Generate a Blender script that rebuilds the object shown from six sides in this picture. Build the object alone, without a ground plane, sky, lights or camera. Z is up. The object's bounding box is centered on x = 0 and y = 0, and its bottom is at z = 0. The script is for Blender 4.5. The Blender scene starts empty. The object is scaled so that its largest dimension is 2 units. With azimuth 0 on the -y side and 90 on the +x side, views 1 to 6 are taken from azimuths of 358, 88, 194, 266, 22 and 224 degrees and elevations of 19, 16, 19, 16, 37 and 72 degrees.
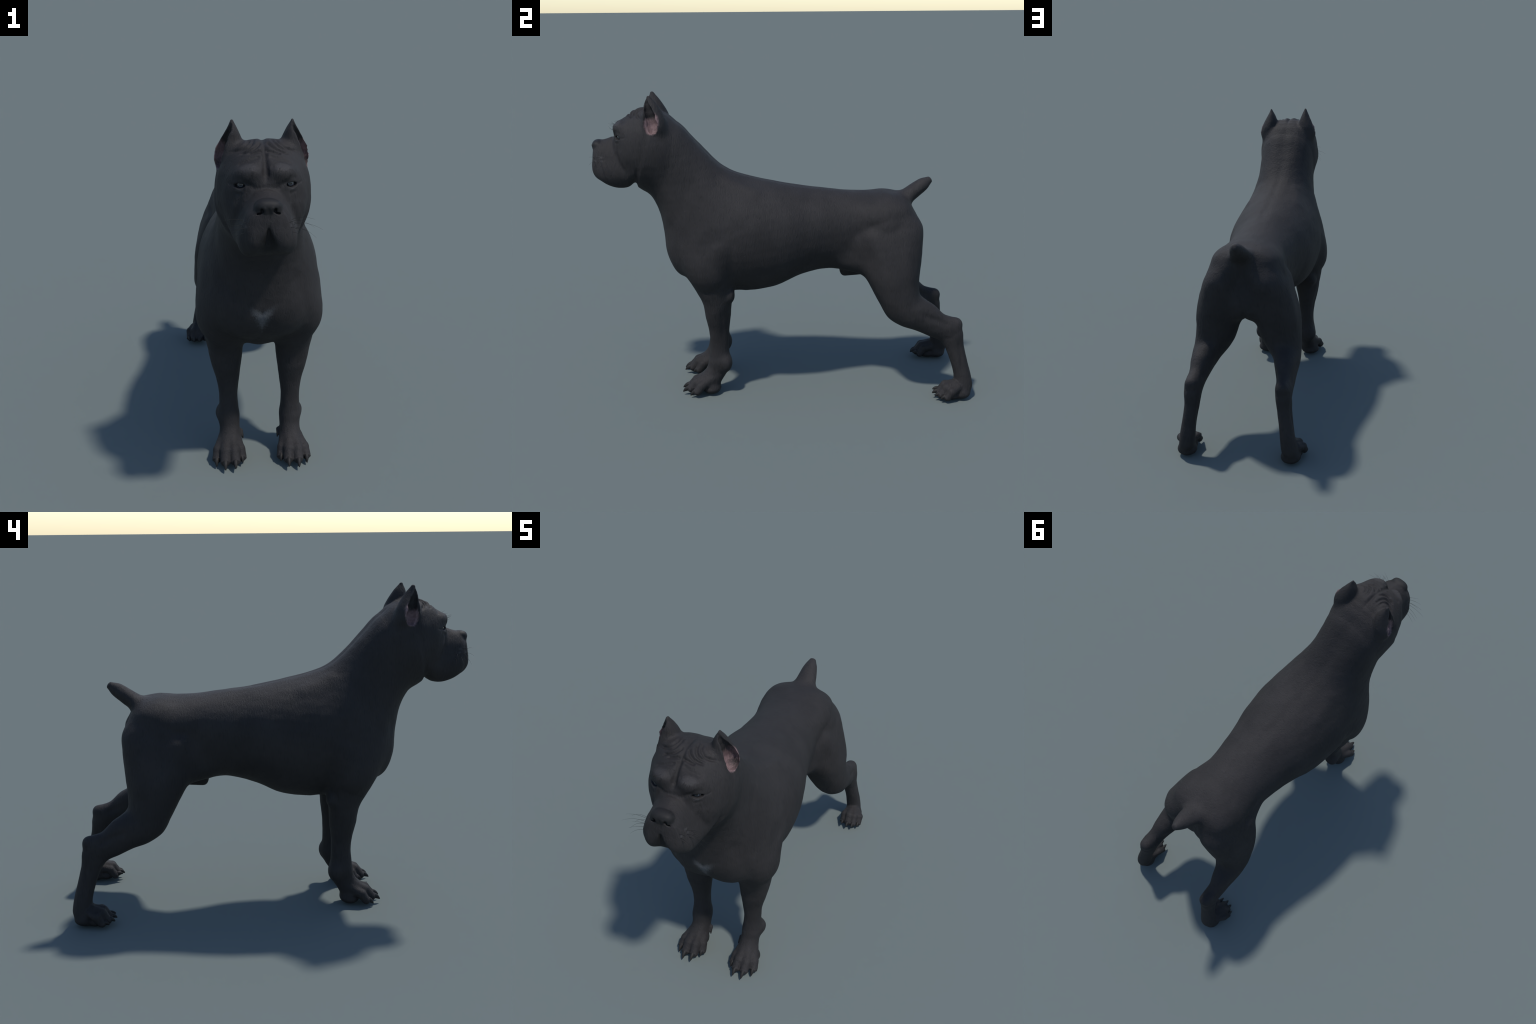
"""A muscular short-coated dog with cropped ears and a docked tail.

The skin is one smooth implicit surface: every anatomical mass (trunk, skull,
muzzle, limbs, toes, ears) is a loft, a rounded cone or an ellipsoid, melted
together with a smooth minimum, meshed once, creased and finally separated into
its anatomical parts.  Local frame: x across, -y to the front, z up; the animal
is symmetric about x = 0 and stands turned by about one degree.
"""
import bpy, bmesh, math, random
import numpy as np
from mathutils import Vector, Matrix

random.seed(7)
RNG = np.random.RandomState(7)
TURN, SHIFT = 0.019, 0.014


# ------------------------------------------------------------------ fields
def axis(*spans):
    """Grid coordinates made of spans (start, end, step) joined end to end."""
    out = []
    for a, b, h in spans:
        n = max(1, int(round((b - a) / h)))
        out.append(a + (b - a) * np.arange(n) / n)
    out.append(np.array([spans[-1][1]]))
    return np.concatenate(out).astype(np.float32)


DX = 0.0032
XS = (np.arange(int(0.42 / DX)) + 0.5).astype(np.float32) * DX
YS = axis((-1.03, -0.535, 0.0026), (-0.535, 0.76, 0.0048), (0.76, 1.05, 0.0034))
ZS = axis((-0.012, 0.13, 0.0026), (0.13, 1.09, 0.0048), (1.09, 1.62, 0.0026))
FIELD = np.full((len(XS), len(YS), len(ZS)), 0.2, np.float32)


def box(lo, hi):
    sl = []
    for g, a, b in zip((XS, YS, ZS), lo, hi):
        i, j = np.searchsorted(g, (a, b))
        sl.append(slice(max(0, i - 1), min(len(g), j + 1)))
    return tuple(sl)


def smin(a, b, k):
    if k <= 0:
        return np.minimum(a, b)
    h = np.maximum(k - np.abs(a - b), 0) / k
    return np.minimum(a, b) - h * h * (k * 0.25)


def smax(a, b, k):
    return -smin(-a, -b, k)


def add(shape, k=0.03):
    sl, val = shape(k + 0.012)
    FIELD[sl] = smin(FIELD[sl], val, k)


def carve(shape, k=0.01):
    sl, val = shape(k + 0.02)
    FIELD[sl] = smax(FIELD[sl], -val, k)


def catmull(rows, per=8):
    """Smooth resampling of rows of control values."""
    P = np.asarray(rows, float)
    P = np.vstack([2 * P[0] - P[1], P, 2 * P[-1] - P[-2]])
    out = []
    for i in range(1, len(P) - 2):
        t = np.linspace(0, 1, per, endpoint=False)[:, None]
        a, b, c, d = P[i - 1], P[i], P[i + 1], P[i + 2]
        out.append(0.5 * (2 * b + (c - a) * t + (2 * a - 5 * b + 4 * c - d) * t ** 2 + (3 * b - a - 3 * c + d) * t ** 3))
    out.append(P[-2][None])
    return np.vstack(out)


def loft(sections, caps=(0.05, 0.05), per=8, extra=0.0):
    """Solid through cross-sections whose planes contain the x direction.
    A section: (yA, zA, yB, zB, x_in, x_out, t, nA, nB): A and B are its ends in
    side view, x_in..x_out its breadth, t where (from B to A) it is broadest,
    nA and nB how square its A and B halves are."""
    S = catmull(sections, per)

    def shape(margin):
        A, B = S[:, 0:2], S[:, 2:4]
        C = B + (A - B) * S[:, 6:7]
        up = A - B
        length = np.linalg.norm(up, axis=1)
        up = up / length[:, None]
        tan = np.stack([up[:, 1], -up[:, 0]], 1)
        if np.sum(tan[:-1] * np.diff(C, axis=0)) < 0:
            tan = -tan
        m = margin + 0.01
        pts = np.vstack([A, B])
        cap = max(caps)
        lo = (S[:, 4].min() - m, pts[:, 0].min() - m - cap, pts[:, 1].min() - m - cap)
        hi = (S[:, 5].max() + m, pts[:, 0].max() + m + cap, pts[:, 1].max() + m + cap)
        sl = box(lo, hi)
        x, y, z = XS[sl[0]], YS[sl[1]], ZS[sl[2]]
        Y, Z = np.meshgrid(y, z, indexing="ij")
        P = np.stack([Y.ravel(), Z.ravel()], 1)
        best = np.full(len(P), 1e9)
        s = np.zeros(len(P))
        off = np.zeros(len(P))
        g = [(P - C[i]) @ tan[i] for i in range(len(C))]
        # before the first and behind the last section
        for i, sign in ((0, -1), (len(C) - 1, 1)):
            d = np.linalg.norm(P - C[i], axis=1) + 1e-4
            ok = (g[i] * sign >= 0) & (d < best)
            best[ok], s[ok], off[ok] = d[ok], i, np.abs(g[i][ok])
        for i in range(len(C) - 1):
            g0, g1 = g[i], g[i + 1]
            ok = (g0 >= 0) & (g1 < 0)
            if not ok.any():
                continue
            f = g0[ok] / (g0[ok] - g1[ok])
            c = C[i] + (C[i + 1] - C[i]) * f[:, None]
            d = np.linalg.norm(P[ok] - c, axis=1)
            idx = np.nonzero(ok)[0]
            win = d < best[idx]
            best[idx[win]], s[idx[win]], off[idx[win]] = d[win], (i + f)[win], 0
        i0 = np.minimum(s.astype(int), len(S) - 2)
        fr = (s - i0)[:, None]
        Q = S[i0] * (1 - fr) + S[i0 + 1] * fr
        Cq = Q[:, 2:4] + (Q[:, 0:2] - Q[:, 2:4]) * Q[:, 6:7]
        u = Q[:, 0:2] - Q[:, 2:4]
        L = np.linalg.norm(u, axis=1)
        h = np.sum((P - Cq) * u / L[:, None], 1)
        top = h >= 0
        H = np.where(top, L * (1 - Q[:, 6]), L * Q[:, 6])
        n = np.where(top, Q[:, 7], Q[:, 8])
        capn = np.where(s < len(S) / 2, caps[0], caps[1])
        xc, w = (Q[:, 4] + Q[:, 5]) / 2, (Q[:, 5] - Q[:, 4]) / 2
        shp = (1, len(y), len(z))
        r = lambda v: v.reshape(shp).astype(np.float32)
        hn = r((np.abs(h) / H) ** n + (off / capn) ** 2)
        X = np.abs(x[:, None, None] - r(xc))
        rho = ((X / r(w)) ** r(n) + hn) ** r(1 / n) + 1e-5
        q = np.sqrt(X * X + r(h * h + off * off)) + 1e-6
        val = q * (1 - 1 / rho)
        near = np.minimum(r(w), r(H))
        val = np.where(rho < 0.3, -near * 0.7, val)
        return sl, (val - extra).astype(np.float32)

    return shape


def grid_of(sl):
    return XS[sl[0]][:, None, None], YS[sl[1]][None, :, None], ZS[sl[2]][None, None, :]


def cone(p, q, r0, r1):
    """Rounded cone from p to q."""
    p, q = np.array(p, np.float32), np.array(q, np.float32)

    def shape(margin):
        m = margin + max(r0, r1)
        sl = box(np.minimum(p, q) - m, np.maximum(p, q) + m)
        x, y, z = grid_of(sl)
        d = q - p
        t = np.clip(((x - p[0]) * d[0] + (y - p[1]) * d[1] + (z - p[2]) * d[2]) / float(d @ d), 0, 1)
        e = np.sqrt((x - p[0] - d[0] * t) ** 2 + (y - p[1] - d[1] * t) ** 2 + (z - p[2] - d[2] * t) ** 2)
        return sl, e - (r0 + (r1 - r0) * t)

    return shape


def rotation(turn):
    rx, ry, rz = (math.radians(a) for a in turn)
    m = Matrix.Rotation(rz, 3, "Z") @ Matrix.Rotation(ry, 3, "Y") @ Matrix.Rotation(rx, 3, "X")
    return np.array(m, np.float32)


def blob(c, radii, turn=(0, 0, 0), n=2.0):
    """Ellipsoid (or squarer, for n > 2) turned by Euler degrees."""
    c, radii, R = np.array(c, np.float32), np.array(radii, np.float32), rotation(turn)

    def shape(margin):
        m = np.sqrt(((R * radii) ** 2).sum(1)) * (1.0 if n <= 2 else 1.25) + margin
        sl = box(c - m, c + m)
        x, y, z = grid_of(sl)
        x, y, z = x - c[0], y - c[1], z - c[2]
        l = [R[0, i] * x + R[1, i] * y + R[2, i] * z for i in range(3)]
        rho = sum(np.abs(l[i] / radii[i]) ** n for i in range(3)) ** (1 / n) + 1e-5
        if n == 2:
            g = np.sqrt(sum((l[i] / radii[i] ** 2) ** 2 for i in range(3))) + 1e-6
            return sl, np.maximum(rho * (rho - 1) / g, -radii.min())
        q = np.sqrt(l[0] ** 2 + l[1] ** 2 + l[2] ** 2) + 1e-6
        return sl, np.where(rho < 0.3, -radii.min() * 0.7, q * (1 - 1 / rho))

    return shape


def chain(points, k=0.0):
    """Several rounded cones end to end through (x, y, z, r) points."""
    return [cone(a[:3], b[:3], a[3], b[3]) for a, b in zip(points[:-1], points[1:])]


def mid(yA, zA, yB, zB, w, t=0.5, nA=2.0, nB=2.0):
    return (yA, zA, yB, zB, -w, w, t, nA, nB)


# ------------------------------------------------------------------ trunk
TRUNK = [
    mid(-0.640, 1.495, -0.757, 1.125, 0.158, 0.50, 2.6, 2.0),
    mid(-0.585, 1.482, -0.698, 1.078, 0.168, 0.50, 2.8, 2.0),
    mid(-0.495, 1.402, -0.655, 0.987, 0.171, 0.48, 2.8, 2.0),
    mid(-0.409, 1.312, -0.635, 0.870, 0.182, 0.46, 2.6, 2.1),
    mid(-0.342, 1.247, -0.617, 0.770, 0.212, 0.44, 2.3, 2.2),
    mid(-0.285, 1.211, -0.552, 0.675, 0.242, 0.44, 2.05, 2.0),
    mid(-0.225, 1.187, -0.455, 0.580, 0.262, 0.46, 2.0, 1.8),
    mid(-0.150, 1.166, -0.335, 0.555, 0.271, 0.48, 2.0, 1.85),
    mid(-0.050, 1.144, -0.195, 0.552, 0.267, 0.50, 2.0, 2.05),
    mid(0.050, 1.125, -0.050, 0.577, 0.250, 0.52, 1.95, 2.2),
    mid(0.150, 1.109, 0.080, 0.634, 0.220, 0.53, 1.9, 2.2),
    mid(0.250, 1.097, 0.215, 0.667, 0.196, 0.54, 2.0, 2.2),
    mid(0.350, 1.085, 0.345, 0.658, 0.184, 0.55, 2.2, 2.1),
    mid(0.450, 1.082, 0.470, 0.665, 0.198, 0.60, 2.1, 2.0),
    mid(0.540, 1.084, 0.590, 0.710, 0.190, 0.62, 2.0, 2.0),
    mid(0.615, 1.060, 0.670, 0.780, 0.135, 0.62, 2.0, 2.0),
]
add(loft(TRUNK, caps=(0.03, 0.03)), 0)

# sheath under the belly
add(cone((0, 0.335, 0.638), (0, 0.48, 0.662), 0.026, 0.040), 0.035)
# breast, withers, crest of the neck on both sides of the midline
add(blob((0.085, -0.535, 0.790), (0.10, 0.06, 0.12)), 0.07)

# ------------------------------------------------------------------ tail
TAIL = [
    mid(0.560, 1.060, 0.640, 0.940, 0.080, 0.5),
    mid(0.628, 1.080, 0.686, 1.014, 0.060, 0.5),
    mid(0.682, 1.114, 0.728, 1.054, 0.049, 0.5),
    mid(0.728, 1.142, 0.768, 1.088, 0.036, 0.5),
    mid(0.770, 1.152, 0.792, 1.122, 0.018, 0.5),
]
add(loft(TAIL, caps=(0.02, 0.010)), 0.035)

# ------------------------------------------------------------------ foreleg
FORELEG = [
    (-0.480, 1.000, -0.330, 1.040, 0.060, 0.170, 0.5, 2.0, 2.0),
    (-0.540, 0.880, -0.300, 0.940, 0.060, 0.226, 0.5, 2.0, 2.0),
    (-0.543, 0.770, -0.284, 0.800, 0.060, 0.269, 0.5, 2.0, 2.1),
    (-0.518, 0.680, -0.288, 0.680, 0.065, 0.271, 0.5, 2.0, 2.2),
    (-0.477, 0.600, -0.282, 0.600, 0.068, 0.243, 0.5, 2.1, 1.85),
    (-0.446, 0.540, -0.278, 0.535, 0.072, 0.230, 0.5, 2.2, 1.85),
    (-0.432, 0.490, -0.287, 0.490, 0.076, 0.222, 0.5, 2.2, 1.85),
    (-0.426, 0.440, -0.292, 0.440, 0.082, 0.211, 0.5, 2.2, 1.85),
    (-0.411, 0.370, -0.300, 0.370, 0.090, 0.194, 0.5, 2.2, 1.85),
    (-0.404, 0.300, -0.304, 0.300, 0.099, 0.185, 0.5, 2.2, 2.1),
    (-0.408, 0.240, -0.303, 0.240, 0.098, 0.185, 0.5, 2.2, 2.1),
    (-0.415, 0.190, -0.297, 0.180, 0.092, 0.191, 0.5, 2.2, 2.2),
    (-0.425, 0.150, -0.315, 0.125, 0.093, 0.185, 0.5, 2.2, 2.2),
    (-0.450, 0.115, -0.338, 0.085, 0.090, 0.188, 0.5, 2.2, 2.2),
    (-0.475, 0.085, -0.365, 0.040, 0.085, 0.197, 0.5, 2.2, 2.2),
]
add(loft(FORELEG, caps=(0.08, 0.02)), 0.046)
add(blob((0.185, -0.292, 0.570), (0.028, 0.020, 0.032)), 0.03)      # elbow
add(blob((0.170, -0.317, 0.176), (0.024, 0.020, 0.032)), 0.045)      # carpal pad
add(cone((0.086, -0.370, 0.105), (0.083, -0.384, 0.092), 0.010, 0.007), 0.015)     # dewclaw
# paw: heel pad, four toes
add(blob((0.147, -0.402, 0.032), (0.058, 0.050, 0.031)), 0.02)
FORE_TOES = [
    [(0.113, -0.405, 0.092, 0.0225), (0.097, -0.457, 0.062, 0.0230), (0.090, -0.478, 0.033, 0.0215)],
    [(0.132, -0.415, 0.104, 0.0225), (0.124, -0.482, 0.070, 0.0250), (0.120, -0.513, 0.036, 0.0230)],
    [(0.153, -0.415, 0.104, 0.0225), (0.162, -0.482, 0.068, 0.0250), (0.165, -0.513, 0.035, 0.0230)],
    [(0.172, -0.405, 0.090, 0.0225), (0.195, -0.457, 0.060, 0.0230), (0.203, -0.480, 0.031, 0.0215)],
]
for toe in FORE_TOES:
    for piece, blend in zip(chain(toe), (0.012, 0.006)):
        add(piece, blend)

carve(blob((0.110, -0.242, 0.520), (0.090, 0.036, 0.036)), 0.03)      # armpit

# ------------------------------------------------------------------ hind leg
HINDLEG = [
    (0.440, 0.950, 0.590, 1.005, 0.020, 0.105, 0.5, 2.0, 2.0),
    (0.400, 0.900, 0.680, 0.975, 0.020, 0.196, 0.5, 2.0, 2.1),
    (0.375, 0.840, 0.722, 0.922, 0.020, 0.232, 0.5, 2.1, 2.2),
    (0.388, 0.760, 0.725, 0.840, 0.020, 0.259, 0.5, 2.2, 2.2),
    (0.414, 0.670, 0.716, 0.730, 0.030, 0.283, 0.5, 2.2, 2.2),
    (0.452, 0.600, 0.706, 0.640, 0.055, 0.292, 0.5, 2.2, 2.2),
    (0.495, 0.520, 0.704, 0.585, 0.080, 0.298, 0.5, 2.2, 2.2),
    (0.538, 0.446, 0.714, 0.557, 0.115, 0.301, 0.5, 2.1, 2.1),
    (0.605, 0.402, 0.745, 0.535, 0.153, 0.301, 0.5, 2.1, 2.1),
    (0.685, 0.374, 0.785, 0.510, 0.173, 0.297, 0.5, 2.1, 2.1),
    (0.755, 0.344, 0.835, 0.462, 0.193, 0.293, 0.5, 2.1, 2.1),
    (0.810, 0.320, 0.903, 0.434, 0.199, 0.293, 0.5, 2.1, 2.1),
    (0.840, 0.288, 0.934, 0.370, 0.207, 0.294, 0.5, 2.2, 2.2),
    (0.858, 0.250, 0.942, 0.300, 0.215, 0.295, 0.5, 2.2, 2.2),
    (0.880, 0.190, 0.964, 0.210, 0.227, 0.304, 0.5, 2.2, 2.2),
    (0.895, 0.130, 0.984, 0.135, 0.234, 0.315, 0.5, 2.2, 2.2),
    (0.893, 0.090, 0.994, 0.070, 0.239, 0.325, 0.5, 2.2, 2.2),
    (0.875, 0.075, 0.976, 0.030, 0.245, 0.332, 0.5, 2.2, 2.2),
]
add(loft(HINDLEG, caps=(0.05, 0.02)), 0.075)
add(blob((0.03, 0.635, 0.775), (0.065, 0.060, 0.095)), 0.05)         # between the thighs
add(blob((0.095, 0.590, 0.985), (0.085, 0.085, 0.070)), 0.06)          # croup beside the tail
add(blob((0.115, 0.385, 0.726), (0.040, 0.080, 0.042)), 0.08)          # flank skin before the thigh
add(blob((0.245, 0.908, 0.413), (0.026, 0.020, 0.022)), 0.03)       # point of the hock
add(blob((0.286, 0.935, 0.032), (0.054, 0.050, 0.032)), 0.02)
add(blob((0.292, 0.880, 0.028), (0.047, 0.045, 0.028)), 0.012)
HIND_TOES = [
    [(0.264, 0.905, 0.074, 0.0200), (0.252, 0.855, 0.066, 0.0205), (0.252, 0.830, 0.033, 0.0195)],
    [(0.282, 0.895, 0.086, 0.0205), (0.283, 0.846, 0.073, 0.0220), (0.285, 0.818, 0.036, 0.0205)],
    [(0.303, 0.895, 0.086, 0.0205), (0.315, 0.850, 0.070, 0.0220), (0.317, 0.824, 0.033, 0.0205)],
    [(0.322, 0.908, 0.072, 0.0200), (0.341, 0.873, 0.060, 0.0215), (0.343, 0.849, 0.028, 0.0195)],
]
for toe in HIND_TOES:
    for piece, blend in zip(chain(toe), (0.012, 0.006)):
        add(piece, blend)

# ------------------------------------------------------------------ head
SKULL = [
    mid(-0.560, 1.430, -0.600, 1.180, 0.130, 0.55, 2.3, 2.0),
    mid(-0.605, 1.486, -0.632, 1.130, 0.160, 0.52, 2.4, 2.0),
    mid(-0.660, 1.527, -0.675, 1.125, 0.176, 0.50, 2.5, 2.0),
    mid(-0.720, 1.537, -0.730, 1.135, 0.178, 0.47, 2.4, 2.0),
    mid(-0.770, 1.525, -0.775, 1.160, 0.161, 0.45, 2.2, 2.0),
    mid(-0.812, 1.495, -0.808, 1.180, 0.145, 0.45, 2.3, 2.0),
    mid(-0.843, 1.460, -0.838, 1.215, 0.118, 0.48, 2.3, 2.0),
    mid(-0.861, 1.428, -0.858, 1.260, 0.090, 0.50, 2.2, 2.0),
]
add(loft(SKULL, caps=(0.06, 0.018)), 0.06)
MUZZLE = [
    mid(-0.775, 1.370, -0.768, 1.160, 0.138, 0.36, 2.0, 2.3),
    mid(-0.825, 1.392, -0.808, 1.132, 0.126, 0.36, 2.0, 2.4),
    mid(-0.880, 1.389, -0.860, 1.134, 0.106, 0.36, 1.9, 2.4),
    mid(-0.920, 1.379, -0.910, 1.155, 0.096, 0.37, 1.95, 2.3),
    mid(-0.950, 1.371, -0.945, 1.176, 0.090, 0.40, 1.95, 2.2),
    mid(-0.972, 1.352, -0.970, 1.200, 0.076, 0.42, 2.1, 2.2),
]
add(loft(MUZZLE, caps=(0.03, 0.020)), 0.025)
add(blob((0.058, -0.836, 1.435), (0.048, 0.036, 0.030), (0, 10, 26)), 0.04)     # brow and upper lid
add(blob((0.046, -0.934, 1.231), (0.037, 0.055, 0.062), (-20, 0, 10)), 0.03)   # hanging lip
add(blob((0.068, -0.877, 1.195), (0.030, 0.072, 0.053), (-20, 0, 14)), 0.045)    # jowl
# mouth: the lips part in front in a steep inverted V
for z in np.arange(1.268, 1.15, -0.010):
    carve(blob((0, -1.012, z), (0.003 + (1.272 - z) * 0.44, 0.034 + (1.272 - z) * 0.22, 0.012)), 0.010)
add(blob((0, -0.912, 1.202), (0.055, 0.046, 0.044)), 0.006)           # lower lip and chin
# nose
NOSE = ((0, -0.961, 1.341), (0.049, 0.029, 0.035), (14, 0, 0), 2.5)
add(blob(*NOSE), 0.012)

# ears: outer shell, then the cup
EAR = [
    (-0.690, 1.415, -0.610, 1.390, 0.110, 0.162, 0.5, 2.0, 2.0),
    (-0.712, 1.460, -0.594, 1.435, 0.088, 0.183, 0.5, 2.0, 2.0),
    (-0.716, 1.500, -0.600, 1.487, 0.072, 0.177, 0.5, 2.0, 2.0),
    (-0.710, 1.535, -0.620, 1.529, 0.076, 0.155, 0.5, 2.0, 2.0),
    (-0.702, 1.570, -0.645, 1.567, 0.091, 0.133, 0.5, 2.0, 2.0),
    (-0.690, 1.601, -0.672, 1.599, 0.108, 0.118, 0.5, 2.0, 2.0),
]
add(loft(EAR, caps=(0.016, 0.005)), 0.022)
CUP = [(0.158, -0.660, 1.448, 0.029), (0.156, -0.663, 1.466, 0.032), (0.147, -0.670, 1.500, 0.029),
       (0.136, -0.682, 1.535, 0.021), (0.123, -0.692, 1.568, 0.011), (0.116, -0.693, 1.590, 0.004)]
for a, b in zip(CUP[:-1], CUP[1:]):
    carve(cone(a[:3], b[:3], a[3], b[3]), 0.004)
    out = np.array([0.020, -0.022, 0.0])
    carve(cone(np.array(a[:3]) + out, np.array(b[:3]) + out * 0.6, a[3] * 1.0, b[3] * 0.9), 0.004)

# eye openings, nostrils
EYE = (0.0855, -0.8300, 1.3975)
carve(blob((0.096, -0.847, 1.3950), (0.0230, 0.030, 0.0088), (0, 4, 27)), 0.005)
carve(blob((0.023, -0.990, 1.338), (0.0062, 0.016, 0.0095), (0, 15, 0)), 0.004)
carve(blob((0.033, -0.981, 1.327), (0.0095, 0.012, 0.0035), (0, 20, 40)), 0.003)


# ------------------------------------------------------------------ meshing
def surface_nets(F, xs, ys, zs):
    """Naive surface nets on a rectilinear grid: quads facing outwards."""
    inside = F < 0
    c = inside[:-1, :-1, :-1].astype(np.int8)
    tot = np.zeros_like(c)
    for dx in (0, 1):
        for dy in (0, 1):
            for dz in (0, 1):
                tot += inside[dx:F.shape[0] - 1 + dx, dy:F.shape[1] - 1 + dy, dz:F.shape[2] - 1 + dz]
    I, J, K = np.nonzero((tot > 0) & (tot < 8))
    ids = np.full(tot.shape, -1, np.int32)
    ids[I, J, K] = np.arange(len(I))
    del tot, c
    corner = {(a, b, d): F[I + a, J + b, K + d] for a in (0, 1) for b in (0, 1) for d in (0, 1)}
    acc, num = np.zeros((len(I), 3)), np.zeros(len(I))
    for p in corner:
        for ax in range(3):
            if p[ax]:
                continue
            q = tuple(1 if i == ax else p[i] for i in range(3))
            a, b = corner[p], corner[q]
            hit = (a < 0) != (b < 0)
            t = np.where(hit, a / np.where(hit, a - b, 1), 0)
            off = np.tile(np.array(p, float), (len(I), 1))
            off[:, ax] = t
            acc[hit] += off[hit]
            num[hit] += 1
    f = acc / num[:, None]
    V = np.stack([g[i] + (g[i + 1] - g[i]) * f[:, a] for a, (g, i) in enumerate(((xs, I), (ys, J), (zs, K)))], 1)
    quads = []
    for ax in range(3):
        lo = [slice(None)] * 3
        hi = [slice(None)] * 3
        lo[ax], hi[ax] = slice(None, -1), slice(1, None)
        A, B = inside[tuple(lo)], inside[tuple(hi)]
        E = np.stack(np.nonzero(A != B), 1)
        o1, o2 = [i for i in range(3) if i != ax]
        E = E[(E[:, o1] > 0) & (E[:, o2] > 0) & (E[:, o1] < F.shape[o1] - 1) & (E[:, o2] < F.shape[o2] - 1)]
        flip = A[E[:, 0], E[:, 1], E[:, 2]]
        cells = []
        for d1, d2 in ((1, 1), (0, 1), (0, 0), (1, 0)):
            q = E.copy()
            q[:, o1] -= d1
            q[:, o2] -= d2
            cells.append(ids[q[:, 0], q[:, 1], q[:, 2]])
        Q = np.stack(cells, 1)
        if ax == 1:
            flip = ~flip
        Q[~flip] = Q[~flip][:, ::-1]
        quads.append(Q)
    return V, np.vstack(quads)


def smooth(V, Q, rounds=2, amount=0.5):
    E = np.vstack([Q[:, [0, 1]], Q[:, [1, 2]], Q[:, [2, 3]], Q[:, [3, 0]]])
    n = np.bincount(E.ravel(), minlength=len(V)).astype(float)
    for step in range(rounds):
        for k in (amount, -amount * 1.02):
            acc = np.zeros_like(V)
            for a in range(3):
                acc[:, a] = np.bincount(E[:, 0], V[E[:, 1], a], len(V)) + np.bincount(E[:, 1], V[E[:, 0], a], len(V))
            V = V + k * (acc / n[:, None] - V)
    return V


FULL = np.concatenate([FIELD[::-1], FIELD], 0)
V, Q = surface_nets(FULL, np.concatenate([-XS[::-1], XS]), YS, ZS)
del FULL
V = smooth(V, Q, 4, 0.5)


def normals_of(V, Q):
    a, b = V[Q[:, 2]] - V[Q[:, 0]], V[Q[:, 3]] - V[Q[:, 1]]
    fn = np.cross(a, b)
    N = np.zeros_like(V)
    for i in range(4):
        for ax in range(3):
            N[:, ax] += np.bincount(Q[:, i], fn[:, ax], len(V))
    return N / (np.linalg.norm(N, axis=1)[:, None] + 1e-12)


N = normals_of(V, Q)


def near_line(P, pts, per=6):
    """Distance of points P to a smooth line, and where along it (0..1) they lie."""
    L = catmull(pts, per)
    best, along = np.full(len(P), 1e9), np.zeros(len(P))
    for i, (a, b) in enumerate(zip(L[:-1], L[1:])):
        d = b - a
        t = np.clip(((P - a) @ d) / max(d @ d, 1e-12), 0, 1)
        r = np.linalg.norm(P - a - t[:, None] * d, axis=1)
        win = r < best
        best[win], along[win] = r[win], (i + t[win]) / (len(L) - 1)
    return best, along


# calm the large forms (not the face, ears and paws) before adding detail
calm = np.clip((V[:, 1] + 0.62) / 0.06, 0, 1) * np.clip((V[:, 2] - 0.14) / 0.05, 0, 1)
calm[(V[:, 2] > 1.37) & (np.abs(V[:, 0]) > 0.06) & (V[:, 1] < -0.56)] = 0
V = V + calm[:, None] * (smooth(V, Q, 25, 0.6) - V)
N = normals_of(V, Q)
VERT, DISP = V, np.zeros(len(V))
SIDE = VERT * np.where(VERT[:, :1] < 0, [[-1.0, 1, 1]], [[1.0, 1, 1]])

def fold(pts, width, depth):
    """Press a groove (depth > 0) or raise a swelling (depth < 0) along a line, on both sides."""
    P = np.array(pts, float)
    lo, hi = P.min(0) - 3 * width, P.max(0) + 3 * width
    m = np.all((SIDE > lo) & (SIDE < hi), 1)
    if m.any():
        dist, along = near_line(SIDE[m], P)
        length = np.linalg.norm(np.diff(P, axis=0), axis=1).sum()
        fade = np.clip(np.minimum(along, 1 - along) / 0.22, 0, 1) if length > 7 * width else np.ones(len(dist))
        DISP[m] -= depth * np.exp(-(dist / width) ** 2) * (0.15 + 0.85 * fade * fade * (3 - 2 * fade))


# ---- muscle and bone: broad hollows and swellings (point, radius, height)
# groove along the nape between the two neck muscles, and the spine
fold([(0, -0.680, 1.532), (0, -0.56, 1.46), (0, -0.43, 1.335), (0, -0.33, 1.235), (0, -0.22, 1.185)], 0.028, 0.003)
fold([(0, -0.34, 1.24), (0, -0.15, 1.165), (0, 0.06, 1.121), (0, 0.25, 1.094)], 0.022, 0.003)
fold([(0.062, -0.60, 1.49), (0.07, -0.50, 1.39), (0.075, -0.40, 1.28), (0.085, -0.31, 1.19)], 0.034, -0.0015)
fold([(0.012, 0.045, 1.121), (0.020, 0.080, 1.115)], 0.018, 0.0015)
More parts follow.
